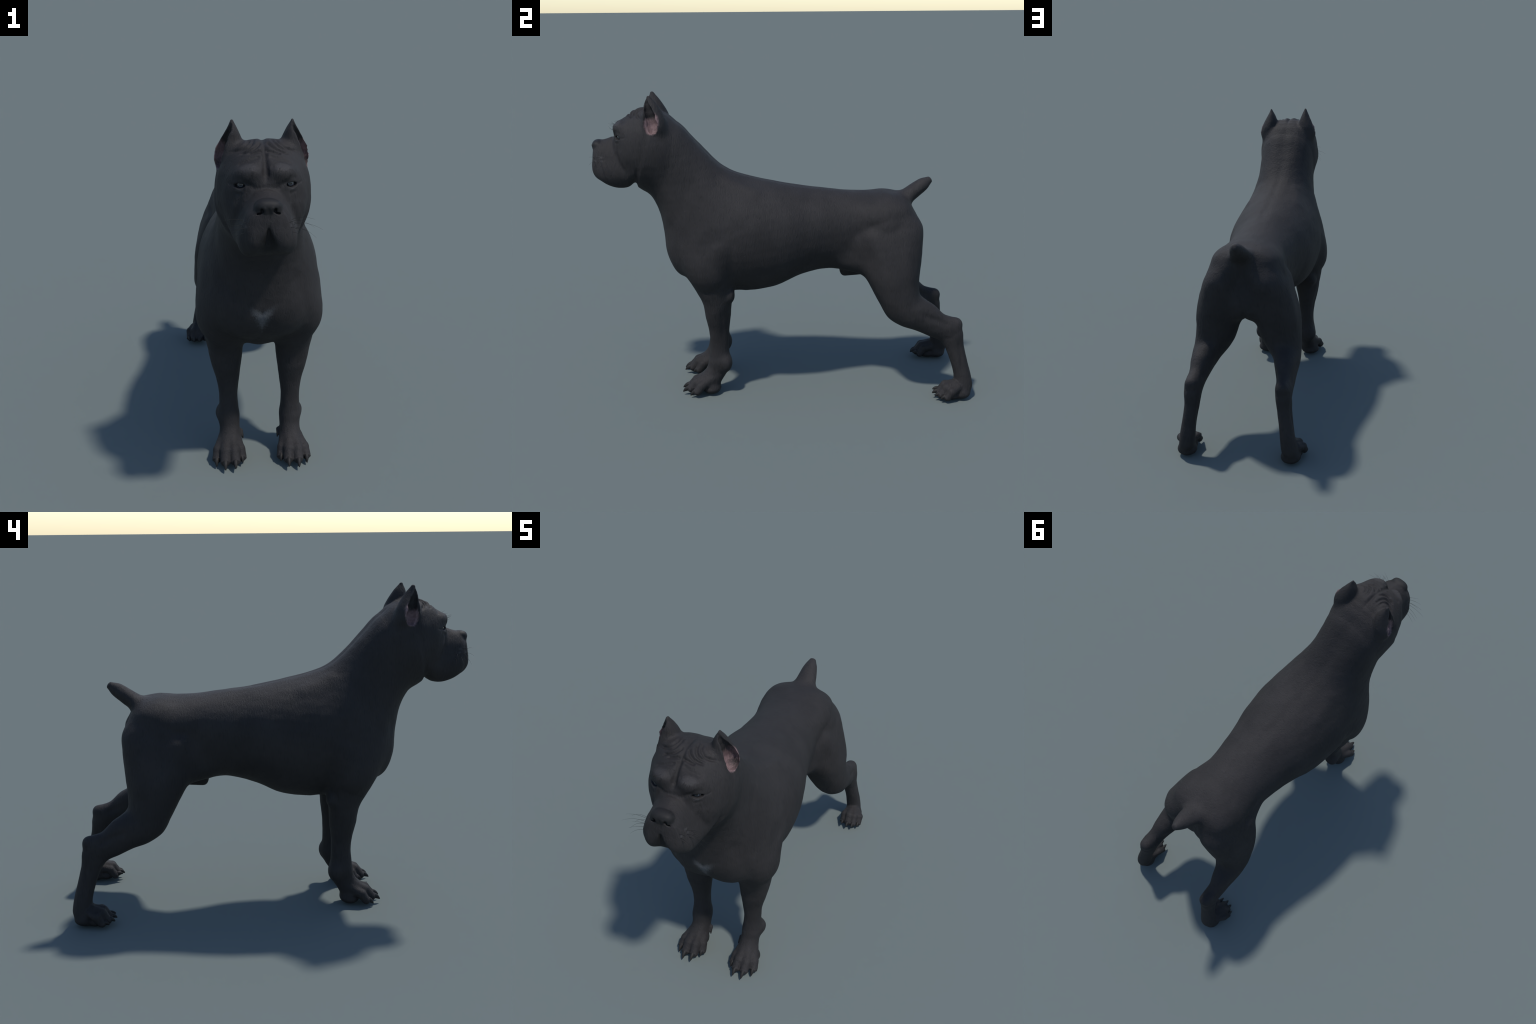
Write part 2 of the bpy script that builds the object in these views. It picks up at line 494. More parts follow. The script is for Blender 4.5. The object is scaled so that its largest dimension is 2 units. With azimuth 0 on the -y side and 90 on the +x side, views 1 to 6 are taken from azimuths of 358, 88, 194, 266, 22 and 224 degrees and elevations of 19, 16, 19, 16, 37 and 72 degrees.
# between shoulder blade, arm and ribs
fold([(0.268, -0.441, 0.822), (0.269, -0.371, 0.878), (0.261, -0.303, 0.924), (0.249, -0.214, 0.968), (0.219, -0.156, 1.026)], 0.038, 0.0035)
fold([(0.245, -0.275, 0.640), (0.255, -0.280, 0.72), (0.268, -0.280, 0.84), (0.265, -0.285, 0.90)], 0.024, 0.004)
fold([(0.255, -0.375, 0.70), (0.262, -0.36, 0.78), (0.262, -0.36, 0.83)], 0.05, -0.005)
fold([(0.236, -0.420, 0.600), (0.250, -0.378, 0.612), (0.252, -0.335, 0.640)], 0.018, 0.003)
fold([(0.236, -0.315, 0.590), (0.225, -0.30, 0.56)], 0.018, -0.004)
fold([(0.150, -0.590, 0.93), (0.185, -0.575, 0.83), (0.19, -0.55, 0.74)], 0.035, 0.005)
fold([(0.115, -0.290, 1.155), (0.135, -0.230, 1.135), (0.145, -0.160, 1.115)], 0.042, -0.009)
# croup: round muscle over the hip, hollow beneath it, flank fold
fold([(0.175, 0.394, 0.963), (0.200, 0.453, 0.925), (0.218, 0.511, 0.905), (0.212, 0.573, 0.925), (0.190, 0.609, 0.961)], 0.032, 0.007)
fold([(0.150, 0.49, 1.02), (0.193, 0.515, 0.968), (0.200, 0.549, 0.950)], 0.042, -0.004)
fold([(0.181, 0.348, 0.95), (0.195, 0.385, 0.87), (0.215, 0.415, 0.79), (0.200, 0.405, 0.70)], 0.034, 0.005)
fold([(0.222, 0.455, 0.87), (0.255, 0.50, 0.76), (0.275, 0.54, 0.64)], 0.040, -0.005)
fold([(0.245, 0.62, 0.86), (0.265, 0.63, 0.74), (0.270, 0.65, 0.62)], 0.030, -0.004)
# hollow before the Achilles tendon, both faces of the leg
fold([(0.297, 0.700, 0.486), (0.291, 0.759, 0.456), (0.284, 0.814, 0.432), (0.284, 0.868, 0.408)], 0.017, 0.0065)
fold([(0.190, 0.715, 0.480), (0.200, 0.764, 0.452), (0.206, 0.814, 0.430), (0.208, 0.868, 0.406)], 0.016, 0.008)
fold([(0.285, 0.840, 0.342), (0.288, 0.870, 0.345), (0.287, 0.883, 0.365)], 0.011, 0.0025)
fold([(0.288, 0.905, 0.340), (0.296, 0.920, 0.247), (0.309, 0.930, 0.140)], 0.010, 0.004)
fold([(0.218, 0.905, 0.330), (0.220, 0.915, 0.250), (0.230, 0.930, 0.150)], 0.010, 0.003)
# forearm
fold([(0.215, -0.345, 0.50), (0.198, -0.335, 0.40), (0.187, -0.330, 0.30)], 0.014, 0.004)
fold([(0.080, -0.345, 0.48), (0.090, -0.340, 0.38), (0.099, -0.335, 0.30)], 0.014, 0.004)
# head: temple hollow, cheek edge against the neck, eye hollows
fold([(0.095, -0.862, 1.330), (0.100, -0.857, 1.300), (0.109, -0.848, 1.272), (0.119, -0.833, 1.245), (0.127, -0.818, 1.215)], 0.015, 0.003)
fold([(0.106, -0.848, 1.340), (0.116, -0.838, 1.300), (0.126, -0.824, 1.270), (0.136, -0.808, 1.240)], 0.016, -0.002)
fold([(0.110, -0.855, 1.352), (0.125, -0.835, 1.345)], 0.022, 0.002)
fold([(0.050, -0.880, 1.398), (0.060, -0.874, 1.402), (0.072, -0.862, 1.406)], 0.01, 0.005)
fold([(0.070, -0.862, 1.416), (0.090, -0.852, 1.424), (0.112, -0.838, 1.418)], 0.008, 0.0018)
fold([(0.030, -0.868, 1.438), (0.050, -0.866, 1.460), (0.077, -0.857, 1.462), (0.100, -0.843, 1.450), (0.122, -0.822, 1.430)], 0.014, -0.0015)
fold([(0.075, -0.858, 1.384), (0.095, -0.852, 1.380), (0.115, -0.838, 1.386)], 0.005, -0.003)
fold([(0.074, -0.862, 1.369), (0.095, -0.856, 1.365), (0.118, -0.840, 1.372)], 0.006, 0.002)
fold([(0.118, -0.832, 1.396), (0.126, -0.822, 1.395), (0.134, -0.812, 1.398)], 0.004, 0.0018)
fold([(0, -0.883, 1.396), (0.022, -0.884, 1.394), (0.048, -0.880, 1.390)], 0.007, 0.004)
fold([(0, -0.893, 1.393), (0.020, -0.893, 1.390), (0.040, -0.889, 1.382)], 0.008, -0.003)
# furrow of the forehead and the folds spreading from it
fold([(0, -0.882, 1.405), (0, -0.868, 1.430), (0, -0.845, 1.467), (0, -0.812, 1.497), (0, -0.770, 1.520), (0, -0.725, 1.533), (0, -0.680, 1.534), (0, -0.640, 1.518)], 0.0105, 0.011)
fold([(0.004, -0.790, 1.511), (0.020, -0.793, 1.509), (0.045, -0.795, 1.503), (0.065, -0.790, 1.500)], 0.0075, 0.0095)
fold([(0.014, -0.735, 1.531), (0.020, -0.760, 1.525), (0.042, -0.778, 1.513), (0.072, -0.779, 1.502), (0.095, -0.770, 1.492)], 0.0072, 0.0115)
fold([(0.032, -0.690, 1.530), (0.038, -0.728, 1.530), (0.048, -0.752, 1.523), (0.066, -0.763, 1.513), (0.101, -0.756, 1.495)], 0.0072, 0.0115)
fold([(0.050, -0.690, 1.527), (0.053, -0.718, 1.528), (0.063, -0.738, 1.522), (0.084, -0.748, 1.511), (0.105, -0.740, 1.500), (0.128, -0.724, 1.488)], 0.0072, 0.0115)
fold([(0.020, -0.845, 1.468), (0.030, -0.855, 1.448), (0.028, -0.868, 1.425)], 0.007, 0.003)
fold([(0.026, -0.815, 1.492), (0.055, -0.822, 1.482), (0.090, -0.818, 1.470)], 0.01, 0.005)
# mouth corner, philtrum, rows of whisker bumps
fold([(0.140, -0.794, 1.196), (0.128, -0.806, 1.173), (0.105, -0.826, 1.147), (0.080, -0.846, 1.126)], 0.005, 0.010)
fold([(0, -0.992, 1.318), (0, -1.000, 1.295), (0, -1.000, 1.270)], 0.004, 0.005)
fold([(0.050, -0.975, 1.283), (0.078, -0.945, 1.290), (0.090, -0.915, 1.285)], 0.005, -0.0014)
fold([(0.055, -0.975, 1.267), (0.082, -0.945, 1.272), (0.094, -0.915, 1.266)], 0.005, -0.0014)
fold([(0.058, -0.972, 1.250), (0.084, -0.942, 1.254), (0.095, -0.912, 1.247)], 0.005, -0.001)
# nose wing
fold([(0.018, -0.990, 1.356), (0.012, -0.991, 1.340), (0.014, -0.988, 1.324)], 0.004, -0.002)
fold([(0, -0.993, 1.350), (0, -0.992, 1.320)], 0.004, 0.003)

# tendons over the toes and knuckle folds at the claw roots
for toe in FORE_TOES + HIND_TOES:
    (x0, y0, z0, r0), (x1, y1, z1, r1), (x2, y2, z2, r2) = toe
    d = np.array([x2 - x1, y2 - y1, z2 - z1])
    d /= np.linalg.norm(d)
    end = np.array([x2, y2, z2]) + np.array([0, -0.006, 0.002])
    q = SIDE - end
    ax = q[:, 1] * -0.86 - q[:, 2] * 0.5
    rad = np.linalg.norm(q, axis=1)
    DISP += 0.0022 * np.exp(-((ax - 0.004) / 0.003) ** 2) * (rad < 0.027) * (q[:, 2] > -0.008)

V = V + N * DISP[:, None]
for _ in range(1):
    V = smooth(V, Q, 1, 0.35)
# gentle unevenness of the skin
def lumps(P, scale, seed):
    r = np.random.RandomState(seed)
    out = np.zeros(len(P))
    for _ in range(14):
        k = r.normal(size=3)
        k *= scale / np.linalg.norm(k) * (0.6 + 0.8 * r.rand())
        out += np.sin(P @ k + r.rand() * 6.28)
    return out / 5


N = normals_of(V, Q)
V = V + N * (0.0011 * lumps(V, 42.0, 3) + 0.0005 * lumps(V, 110.0, 5))[:, None]
V[:, 2] = np.maximum(V[:, 2], 0.0)
N = normals_of(V, Q)
FC = V[Q].mean(1)


def sway(P):
    """The trunk and hindquarters stand a little to the animal's left of the head and forelegs."""
    P = np.array(P, float)
    ramp = lambda v, a, b: (lambda t: t * t * (3 - 2 * t))(np.clip((v - a) / (b - a), 0, 1))
    d = ramp(P[:, 1], -0.50, -0.15) * np.maximum(ramp(P[:, 2], 0.55, 0.80), ramp(P[:, 1], -0.2, 0.1))
    d *= 1 - 0.6 * ramp(P[:, 1], 0.64, 0.76) * ramp(P[:, 2], 0.95, 1.05)
    P[:, 0] += 0.006 * d
    return P


V = sway(V)


# ------------------------------------------------------------------ materials
class Nodes:
    """Short-hand for building shader graphs."""

    def __init__(self, name):
        self.mat = bpy.data.materials.new(name)
        self.mat.use_nodes = True
        self.t = self.mat.node_tree
        self.bsdf = self.t.nodes["Principled BSDF"]

    def put(self, sock, v):
        if hasattr(v, "links"):
            self.t.links.new(v, sock)
        elif v is not None:
            sock.default_value = v

    def math(self, op, a, b=0.0, c=None, clamp=False):
        n = self.t.nodes.new("ShaderNodeMath")
        n.operation, n.use_clamp = op, clamp
        self.put(n.inputs[0], a)
        self.put(n.inputs[1], b)
        if c is not None:
            self.put(n.inputs[2], c)
        return n.outputs[0]

    def coords(self):
        return self.t.nodes.new("ShaderNodeTexCoord").outputs["Object"]

    def vec(self, op, a, b):
        n = self.t.nodes.new("ShaderNodeVectorMath")
        n.operation = op
        self.put(n.inputs[0], a)
        self.put(n.inputs[1], b)
        return n.outputs["Value"] if op in ("LENGTH", "DISTANCE", "DOT_PRODUCT") else n.outputs["Vector"]

    def mapping(self, v, scale=(1, 1, 1), rot=(0, 0, 0), loc=(0, 0, 0)):
        n = self.t.nodes.new("ShaderNodeMapping")
        self.put(n.inputs["Vector"], v)
        n.inputs["Scale"].default_value = scale
        n.inputs["Rotation"].default_value = rot
        n.inputs["Location"].default_value = loc
        return n.outputs[0]

    def noise(self, v, scale, detail=3.0, rough=0.55, distort=0.0):
        n = self.t.nodes.new("ShaderNodeTexNoise")
        self.put(n.inputs["Vector"], v)
        n.inputs["Scale"].default_value = scale
        n.inputs["Detail"].default_value = detail
        n.inputs["Roughness"].default_value = rough
        n.inputs["Distortion"].default_value = distort
        return n.outputs[0]

    def smooth(self, v, a, b):
        n = self.t.nodes.new("ShaderNodeMapRange")
        n.interpolation_type = "SMOOTHSTEP"
        self.put(n.inputs[0], v)
        n.inputs[1].default_value, n.inputs[2].default_value = a, b
        return n.outputs[0]

    def mix(self, f, a, b, blend="MIX"):
        n = self.t.nodes.new("ShaderNodeMix")
        n.data_type, n.blend_type = "RGBA", blend
        self.put(n.inputs[0], f)
        self.put(n.inputs[6], a)
        self.put(n.inputs[7], b)
        return n.outputs[2]

    def spot(self, v, c, r, soft=0.6, warp=None):
        """1 inside an ellipsoid about c with radii r, fading over the share `soft`."""
        d = self.vec("LENGTH", self.mapping(self.vec("SUBTRACT", v, c), tuple(1 / a for a in r)), None)
        if warp is not None:
            d = self.math("ADD", d, warp)
        return self.smooth(d, 1 + soft / 2, 1 - soft / 2)

    def bump(self, height, strength, distance):
        n = self.t.nodes.new("ShaderNodeBump")
        n.inputs["Strength"].default_value = strength
        n.inputs["Distance"].default_value = distance
        self.put(n.inputs["Height"], height)
        self.t.links.new(n.outputs[0], self.bsdf.inputs["Normal"])


def rgb(r, g, b):
    return (r, g, b, 1.0)


def make_coat():
    m = Nodes("short_coat")
    p = m.coords()
    sep = m.t.nodes.new("ShaderNodeSeparateXYZ")
    m.put(sep.inputs[0], p)
    ax, y, z = m.math("ABSOLUTE", sep.outputs[0]), sep.outputs[1], sep.outputs[2]
    # |x|, y, z
    com = m.t.nodes.new("ShaderNodeCombineXYZ")
    for i, v in enumerate((ax, y, z)):
        m.put(com.inputs[i], v)
    q = com.outputs[0]
    broad = m.noise(p, 5.0, 4.0, 0.6)
    hair = m.noise(m.mapping(p, (75, 120, 26), (0.45, 0, 0)), 1.0, 3.0, 0.6, 0.8)
    fine = m.noise(m.mapping(p, (330, 420, 190), (0.4, 0, 0)), 1.0, 2.0, 0.6)
    col = m.mix(m.smooth(broad, 0.3, 0.7), rgb(*COAT_DARK), rgb(*COAT_LIGHT))
    col = m.mix(m.math("MULTIPLY", m.smooth(m.math("ADD", m.math("MULTIPLY", hair, 0.6), m.math("MULTIPLY", fine, 0.4)), 0.52, 0.72), 0.35), col, rgb(0.040, 0.036, 0.036))
    col = m.mix(m.math("MULTIPLY", m.smooth(hair, 0.48, 0.28), 0.35), col, rgb(0.010, 0.0095, 0.010))
    frayed = m.math("MULTIPLY", m.math("SUBTRACT", m.noise(m.mapping(p, (160, 160, 60)), 1.0, 3.0), 0.5), 1.1)
    # darker patch round the eye and in the mouth gap, lighter brow arc, mark under the eye, whisker dots
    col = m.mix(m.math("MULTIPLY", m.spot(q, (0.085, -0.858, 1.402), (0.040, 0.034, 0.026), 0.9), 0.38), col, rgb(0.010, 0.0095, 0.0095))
    col = m.mix(m.math("MULTIPLY", m.spot(q, (0.066, -0.856, 1.462), (0.036, 0.022, 0.014), 1.0, frayed), 0.5), col, rgb(0.048, 0.045, 0.046))  # highlight along the brow arch, painted into the coat colour
    col = m.mix(m.math("MULTIPLY", m.spot(q, (0.098, -0.852, 1.3785), (0.017, 0.016, 0.0045), 0.9), 0.6), col, rgb(0.055, 0.052, 0.053))
    for c, r, f in (((0.072, -0.963, 1.275), 0.010, 0.7), ((0.079, -0.940, 1.292), 0.010, 0.5), ((0.060, -0.970, 1.268), 0.008, 0.5), ((0.088, -0.935, 1.275), 0.008, 0.4)):
        col = m.mix(m.math("MULTIPLY", m.spot(q, c, (r, r, r * 0.75), 1.0, frayed), f), col, rgb(0.075, 0.072, 0.074))
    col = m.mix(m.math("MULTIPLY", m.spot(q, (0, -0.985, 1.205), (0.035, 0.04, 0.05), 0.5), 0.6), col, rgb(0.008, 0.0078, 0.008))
    # hair tufts before the ear
    tuft = m.math("MULTIPLY", m.spot(q, (0.095, -0.715, 1.525), (0.030, 0.030, 0.032), 1.0), m.smooth(m.noise(m.mapping(p, (260, 260, 60)), 1.0, 2.0), 0.5, 0.68))
    col = m.mix(m.math("MULTIPLY", tuft, 0.3), col, rgb(0.075, 0.062, 0.052))
    # pale star on the breast: a downward wedge with frayed edges
    wedge = m.math("SUBTRACT", m.math("MULTIPLY", m.math("SUBTRACT", z, 0.700), 0.45), ax)
    streak = m.math("MULTIPLY", m.math("SUBTRACT", m.noise(m.mapping(q, (170, 60, 110), (0, 0.6, 0)), 1.0, 3.0, 0.6), 0.5), 0.050)
    wedge = m.smooth(m.math("ADD", wedge, streak), -0.012, 0.036)
    top = m.smooth(m.math("SUBTRACT", m.math("ADD", z, m.math("MULTIPLY", streak, 0.8)), m.math("MULTIPLY", ax, 0.5)), 0.815, 0.780)
    front = m.smooth(y, -0.50, -0.55)
    star = m.math("MULTIPLY", m.math("MULTIPLY", wedge, top), front)
    col = m.mix(m.math("MULTIPLY", star, 0.6), col, rgb(0.140, 0.142, 0.150))
    # pink inside of the ear, fringed with dark hair
    pink = m.spot(q, (0.157, -0.667, 1.470), (0.040, 0.039, 0.056), 0.30, m.math("MULTIPLY", frayed, 0.30))
    inner = m.mix(m.smooth(m.noise(p, 90.0, 2.0), 0.35, 0.65), rgb(0.165, 0.108, 0.110), rgb(0.205, 0.138, 0.139))
    inner = m.mix(m.math("MULTIPLY", m.spot(q, (0.140, -0.655, 1.488), (0.024, 0.030, 0.022), 1.0), 0.65), inner, rgb(0.050, 0.030, 0.031))
    col = m.mix(pink, col, inner)
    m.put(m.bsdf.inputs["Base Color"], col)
    m.put(m.bsdf.inputs["Roughness"], 0.70)
    m.bsdf.inputs["Specular IOR Level"].default_value = 0.22
    height = m.math("ADD", m.math("MULTIPLY", hair, 1.0), m.math("MULTIPLY", fine, 0.35))
    m.bump(height, 0.6, 0.005)
    return m.mat


COAT_DARK, COAT_LIGHT = (0.0208, 0.0190, 0.0194), (0.0278, 0.0253, 0.0257)
coat = make_coat()


def make_plain(name, dark, light, rough, scale, bump, spec=0.5, coatw=0.0):
    m = Nodes(name)
    p = m.coords()
    n = m.noise(p, scale, 3.0)
    m.put(m.bsdf.inputs["Base Color"], m.mix(m.smooth(n, 0.35, 0.65), rgb(*dark), rgb(*light)))
    m.bsdf.inputs["Roughness"].default_value = rough
    m.bsdf.inputs["Specular IOR Level"].default_value = spec
    m.bsdf.inputs["Coat Weight"].default_value = coatw
    v = m.t.nodes.new("ShaderNodeTexVoronoi")
    v.inputs["Scale"].default_value = scale * 3
    m.put(v.inputs["Vector"], p)
    m.bump(v.outputs["Distance"], bump, 0.002)
    return m.mat


nose_skin = make_plain("nose_leather", (0.0110, 0.0105, 0.0110), (0.0140, 0.0133, 0.0137), 0.65, 160.0, 0.12, 0.25)
horn = make_plain("claw_horn", (0.0135, 0.0125, 0.0120), (0.019, 0.0175, 0.0165), 0.6, 90.0, 0.03, 0.25)
hair_mat = make_plain("hair", (0.006, 0.006, 0.006), (0.009, 0.009, 0.009), 0.6, 50.0, 0.0, 0.3)


def make_eye():
    m = Nodes("eyeball")
    p = m.coords()
    flat = m.mapping(p, (1, 0, 1))
    r = m.vec("LENGTH", flat, None)
    ang = m.noise(m.mapping(p, (260, 0, 260)), 1.0, 3.0)
    iris = m.mix(m.smooth(ang, 0.3, 0.7), rgb(0.022, 0.027, 0.035), rgb(0.058, 0.068, 0.085))
    col = m.mix(m.smooth(r, 0.0052, 0.0062), rgb(0.004, 0.004, 0.005), iris)
    col = m.mix(m.smooth(r, 0.0092, 0.0112), col, rgb(0.008, 0.008, 0.010))
    col = m.mix(m.smooth(r, 0.0122, 0.0140), col, rgb(0.035, 0.033, 0.036))
    m.put(m.bsdf.inputs["Base Color"], col)
    m.bsdf.inputs["Roughness"].default_value = 0.25
    m.bsdf.inputs["Coat Weight"].default_value = 0.25
    m.bsdf.inputs["Coat Roughness"].default_value = 0.05
    return m.mat


eye_mat = make_eye()

# ------------------------------------------------------------------ parts of the skin
x, y, z = FC[:, 0], FC[:, 1], FC[:, 2]
ax = np.abs(x)
left = x < 0
face_side = np.stack([ax, y, z], 1)


def tube_mask(P, pts):
    """Faces within the radius of a chain of (x, y, z, r)."""
    out = np.zeros(len(P), bool)
    for a, b in zip(pts[:-1], pts[1:]):
        p0, p1 = np.array(a[:3]), np.array(b[:3])
        d = p1 - p0
        t = np.clip(((P - p0) @ d) / (d @ d), 0, 1)
        out |= np.linalg.norm(P - p0 - t[:, None] * d, axis=1) < a[3] + (b[3] - a[3]) * t
    return out


def ahead(p0, p1):
    """Faces in front of the side-view line from p0 (upper) to p1 (lower)."""
    (ya, za), (yb, zb) = p0, p1
    return (y - ya) * (zb - za) - (z - za) * (yb - ya) > 0


is_head = ahead((-0.600, 1.500), (-0.735, 1.100))
is_neck = ahead((-0.320, 1.220), (-0.640, 0.850)) & ~is_head
is_ear = tube_mask(face_side, [(0.150, -0.648, 1.415, 0.050), (0.140, -0.652, 1.47, 0.066), (0.125, -0.665, 1.535, 0.066), (0.112, -0.680, 1.61, 0.03)]) & (ax > 0.068 + 0.02 * (z < 1.46))
is_tail = (y > 0.56) & (z > 0.9) & (z > 1.085 - 0.55 * (y - 0.60)) & (ax < 0.085) & (y + 0.9 * (z - 1.06) > 0.66)
c, r, turn, n = NOSE
R = rotation(turn)
loc = (FC - np.array(c)) @ R
is_nose = (np.abs(loc / (np.array(r) * 1.05)) ** n).sum(1) < 1.0
is_nose |= (ax < 0.047) & (y < -0.944) & (z > 1.318) & (loc[:, 2] > -0.030) & is_nose
is_fore = (y < -0.20) & (y > -0.60) & (z < 0.64 - 0.0 * y) & (ax > np.where(z > 0.5, 0.072 + 0.25 * np.clip(z - 0.55, 0, 1), 0)) & ~(ax < 0.05)
is_fore &= ~((y > -0.262) & (z > 0.5))
is_hind = (y > 0.36) & (z < 0.86 - 0.5 * np.clip(0.45 - y, 0, 1)) & (ax > np.where(z > 0.6, 0.045, 0.0)) & ~((z > 0.62) & (ax < 0.06))
is_hind &= ~((z < 0.70) & (y < 0.46) & (ax < 0.07))
kind = np.full(len(FC), "torso", dtype=object)
kind[is_neck] = "neck"
kind[is_head] = "head"
kind[is_fore & ~is_neck & ~is_head] = "foreleg"
kind[is_hind] = "hindleg"
kind[is_tail] = "tail"
kind[is_ear] = "ear"
kind[is_nose] = "nose"
kind[(kind == "foreleg") & (z < 0.125)] = "fore_paw"
kind[(kind == "hindleg") & (z < 0.105)] = "hind_paw"


def tidy(kind, rounds=6):
    """Smooth the borders between regions by majority vote over face neighbours."""
    names = sorted(set(kind))
    code = np.searchsorted(names, kind.astype(str))
    for _ in range(rounds):
        votes = np.zeros((len(V), len(names)), np.float32)
        for i in range(4):
            np.add.at(votes, (Q[:, i], code), 1)
        code = sum(votes[Q[:, i]] for i in range(4)).argmax(1)
    return np.array(names, dtype=object)[code]


kind = tidy(kind)


def link(obj, parent):
    bpy.context.scene.collection.objects.link(obj)
    obj.parent = parent
    return obj


def skin_part(name, mask, parent, mat):
    faces = Q[mask]
    used, inv = np.unique(faces, return_inverse=True)
    me = bpy.data.meshes.new(name)
    me.from_pydata(V[used].tolist(), [], inv.reshape(-1, 4).tolist())
    me.materials.append(mat)
    me.shade_smooth()
    me.normals_split_custom_set_from_vertices(N[used].tolist())
    return link(bpy.data.objects.new(name, me), parent)


dog = bpy.data.objects.new("dog", None)
dog["label"] = "muscular dark grey dog with cropped ears and docked tail"
dog["category"] = "dog"
bpy.context.scene.collection.objects.link(dog)
dog.rotation_euler = (0, 0, TURN)
dog.location = (SHIFT, 0, 0)

skin_part("torso", kind == "torso", dog, coat)
skin_part("neck", kind == "neck", dog, coat)
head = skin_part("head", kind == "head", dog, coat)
skin_part("tail", kind == "tail", dog, coat)
skin_part("nose", kind == "nose", head, nose_skin)
legs = {}
for side in (False, True):
    half = left == side
    skin_part("ear", (kind == "ear") & half, head, coat)
    for leg, paw in (("foreleg", "fore_paw"), ("hindleg", "hind_paw")):
        legs[leg, side] = skin_part(leg, (kind == leg) & half, dog, coat)
        skin_part(paw, (kind == paw) & half, legs[leg, side], coat)


# ------------------------------------------------------------------ claws, eyes, hairs
def tube(points, radii, sides=10, squash=1.0, closed=True):
    """Tapered tube through points; returns vertices and faces."""
    pts = [Vector(p) for p in points]
    verts, faces = [], []
    up = Vector((1, 0, 0))
    for i, p in enumerate(pts):
        t = (pts[min(i + 1, len(pts) - 1)] - pts[max(i - 1, 0)]).normalized()
        s = (up - t * up.dot(t)).normalized()
        w = t.cross(s)
        for k in range(sides):
            ang = 2 * math.pi * k / sides
            verts.append(p + s * (math.cos(ang) * radii[i] * squash) + w * (math.sin(ang) * radii[i]))
    for i in range(len(pts) - 1):
        for k in range(sides):
            a, b = i * sides + k, i * sides + (k + 1) % sides
            faces.append((a, b, b + sides, a + sides))
    faces.append(tuple(range(sides))[::-1])
    faces.append(tuple(range((len(pts) - 1) * sides, len(pts) * sides)))
    return verts, faces


def mesh_of(name, verts, faces, mat, flip=False):
    me = bpy.data.meshes.new(name)
    me.from_pydata(sway([tuple(v) for v in verts]).tolist(), [], [tuple(f) for f in faces])
    bm = bmesh.new()
    bm.from_mesh(me)
    bmesh.ops.recalc_face_normals(bm, faces=bm.faces)
    bm.to_mesh(me)
    bm.free()
    me.materials.append(mat)
    me.shade_smooth()
    return me


def claw_mesh(root, tip, r, arch):
    root, tip = Vector(root), Vector(tip)
    pts, rad = [], []
    for i in range(12):
        t = i / 11
        p = root.lerp(tip, t) + Vector((0, 0, arch * 4 * t * (1 - t)))
        pts.append(p)
        rad.append(r * (1 - t ** 2.4) ** 0.8 * (1 - 0.25 * t) + 0.0018)
    return tube(pts, rad, 12, 0.82)


FORE_CLAWS = [(0.0865, -0.509, 0.020), (0.1195, -0.559, 0.022), (0.1650, -0.559, 0.017), (0.2045, -0.517, 0.011)]
HIND_CLAWS = [(0.2550, 0.788, 0.038), (0.2870, 0.780, 0.030), (0.3170, 0.788, 0.025), (0.3460, 0.814, 0.020)]
for leg, toes, tips in (("foreleg", FORE_TOES, FORE_CLAWS), ("hindleg", HIND_TOES, HIND_CLAWS)):
    for toe, tip in zip(toes, tips):
        ex, ey, ez, er = toe[2]
        root = (ex + (tip[0] - ex) * 0.2, ey - 0.006, ez + 0.004)
        for side in (1, -1):
            v, f = claw_mesh((root[0] * side, root[1], root[2]), (tip[0] * side, tip[1], tip[2]), er * 0.62, 0.005)
            link(bpy.data.objects.new("claw", mesh_of("claw", v, f, horn)), legs[leg, side < 0])
for side in (1, -1):
    v, f = claw_mesh((0.085 * side, -0.378, 0.100), (0.079 * side, -0.392, 0.076), 0.007, 0.002)
    link(bpy.data.objects.new("claw", mesh_of("claw", v, f, horn)), legs["foreleg", side < 0])

bm = bmesh.new()
bmesh.ops.create_uvsphere(bm, u_segments=40, v_segments=24, radius=0.020)
eye_mesh = bpy.data.meshes.new("eye")
bm.to_mesh(eye_mesh)
bm.free()
eye_mesh.materials.append(eye_mat)
eye_mesh.shade_smooth()
for side in (1, -1):
    eye = bpy.data.objects.new("eye", eye_mesh)
    eye.location = (EYE[0] * side, EYE[1], EYE[2])
    gaze = Vector((0.30 * side, -0.95, 0.16)).normalized()
    eye.rotation_euler = Vector((0, -1, 0)).rotation_difference(gaze).to_euler()
    link(eye, head)


def hair(root, tip, sag, r, steps=9):
    root, tip = Vector(root), Vector(tip)
    pts = [root.lerp(tip, i / steps) + Vector((0, 0, sag * 4 * (i / steps) * (1 - i / steps))) for i in range(steps + 1)]
    return tube(pts, [r * (1 - 0.75 * i / steps) for i in range(steps + 1)], 5)


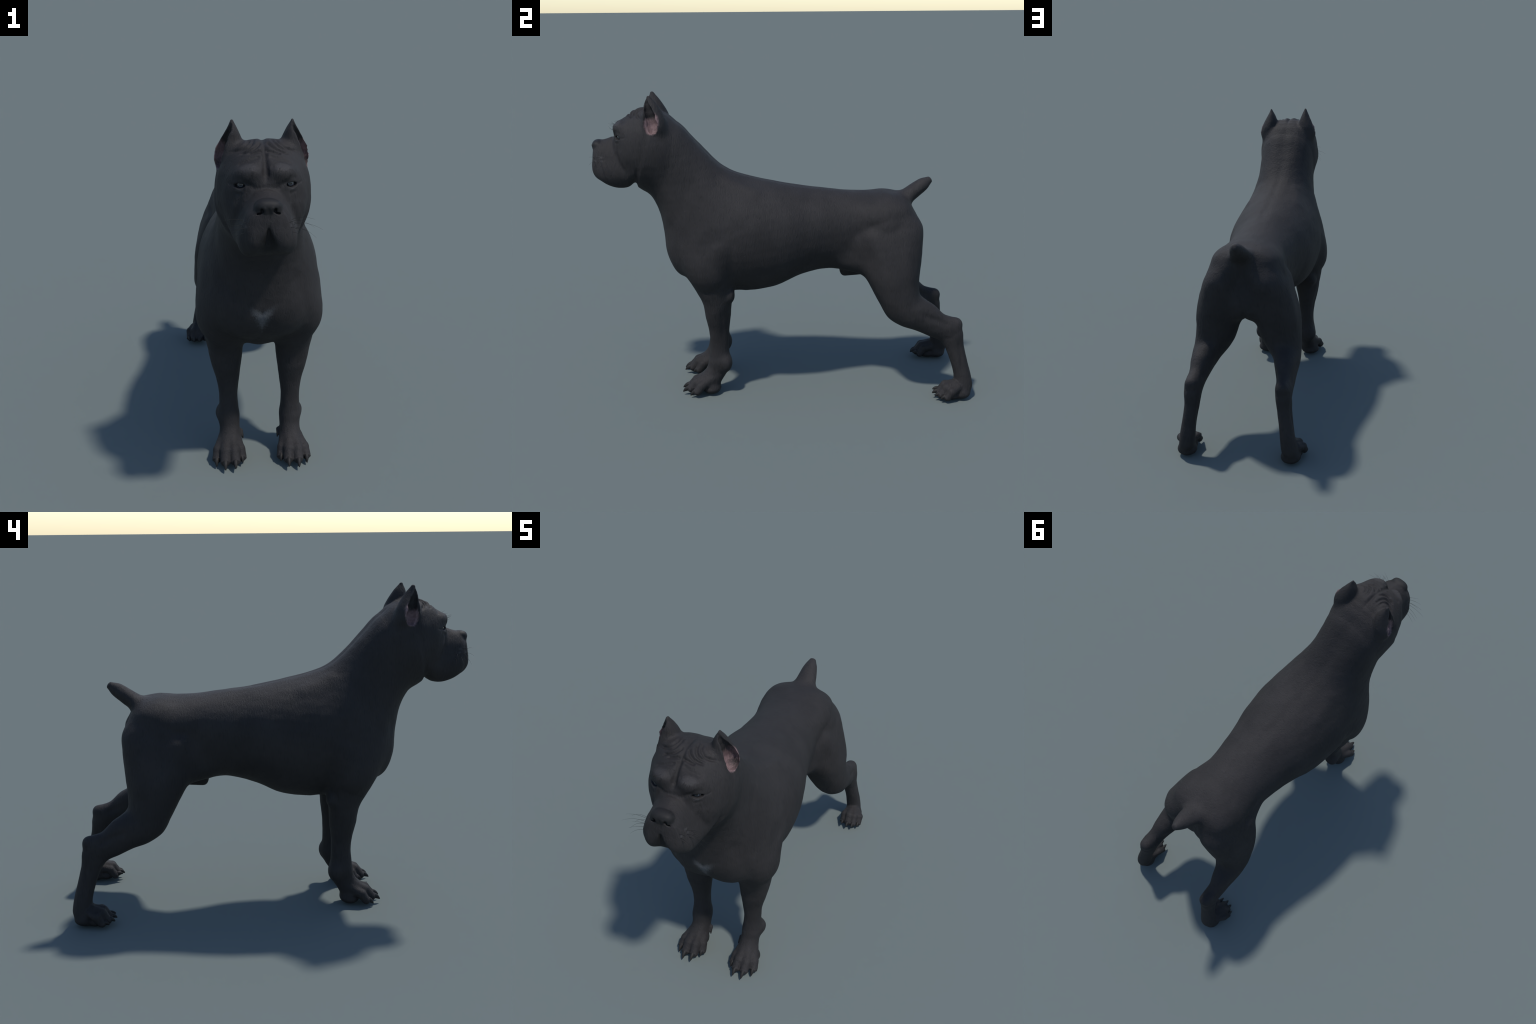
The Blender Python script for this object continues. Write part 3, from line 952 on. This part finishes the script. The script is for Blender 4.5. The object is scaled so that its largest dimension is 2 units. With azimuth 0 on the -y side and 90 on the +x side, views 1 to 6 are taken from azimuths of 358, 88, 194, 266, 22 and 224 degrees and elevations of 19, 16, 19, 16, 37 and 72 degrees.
SKIN_HEAD = V[(V[:, 1] < -0.78) & (V[:, 2] > 1.1)]


def on_skin(p):
    d = np.linalg.norm(SKIN_HEAD - np.array(p), axis=1)
    return SKIN_HEAD[d.argmin()]


rnd = random.Random(11)
WHISKERS = [  # root, reach outwards / forwards / up
    ((0.062, -0.965, 1.285), (0.050, -0.020, 0.012), 0.004), ((0.080, -0.942, 1.290), (0.080, -0.012, 0.002), 0.008),
    ((0.066, -0.965, 1.268), (0.062, -0.022, -0.006), 0.006), ((0.084, -0.940, 1.270), (0.095, -0.008, -0.022), 0.012),
    ((0.094, -0.915, 1.268), (0.085, 0.008, -0.020), 0.012), ((0.070, -0.955, 1.250), (0.052, -0.016, -0.024), 0.008),
    ((0.086, -0.935, 1.250), (0.072, -0.002, -0.040), 0.012), ((0.095, -0.910, 1.246), (0.065, 0.010, -0.042), 0.010),
]
for side in (1, -1):
    for root, reach, sag in WHISKERS:
        p = on_skin((root[0] * side, root[1], root[2]))
        j = [1 + rnd.uniform(-0.15, 0.15) for _ in range(3)]
        tip = (p[0] + reach[0] * side * j[0], p[1] + reach[1] * j[1], p[2] + reach[2] * j[2])
        v, f = hair(p - np.array([0.002 * side, -0.001, 0]), tip, sag, 0.00065)
        link(bpy.data.objects.new("whisker", mesh_of("whisker", v, f, hair_mat)), head)
    V0, F0 = [], []
    for i in range(8):
        p = on_skin(((0.045 + 0.045 * rnd.random()) * side, -0.868 + 0.012 * rnd.random(), 1.432 + 0.030 * rnd.random()))
        tip = (p[0] + side * rnd.uniform(-0.004, 0.012), p[1] - rnd.uniform(0.014, 0.030), p[2] + rnd.uniform(0.004, 0.022))
        v, f = hair(p, tip, -0.003, 0.00042, 6)
        F0 += [tuple(k + len(V0) for k in g) for g in f]
        V0 += v
    o = link(bpy.data.objects.new("brow_hair", mesh_of("brow_hair", V0, F0, hair_mat)), head)
    o["kind"] = "stuff"
print("VERTS", len(V), "QUADS", len(Q), V.min(0), V.max(0), {k: int((kind == k).sum()) for k in set(kind)})
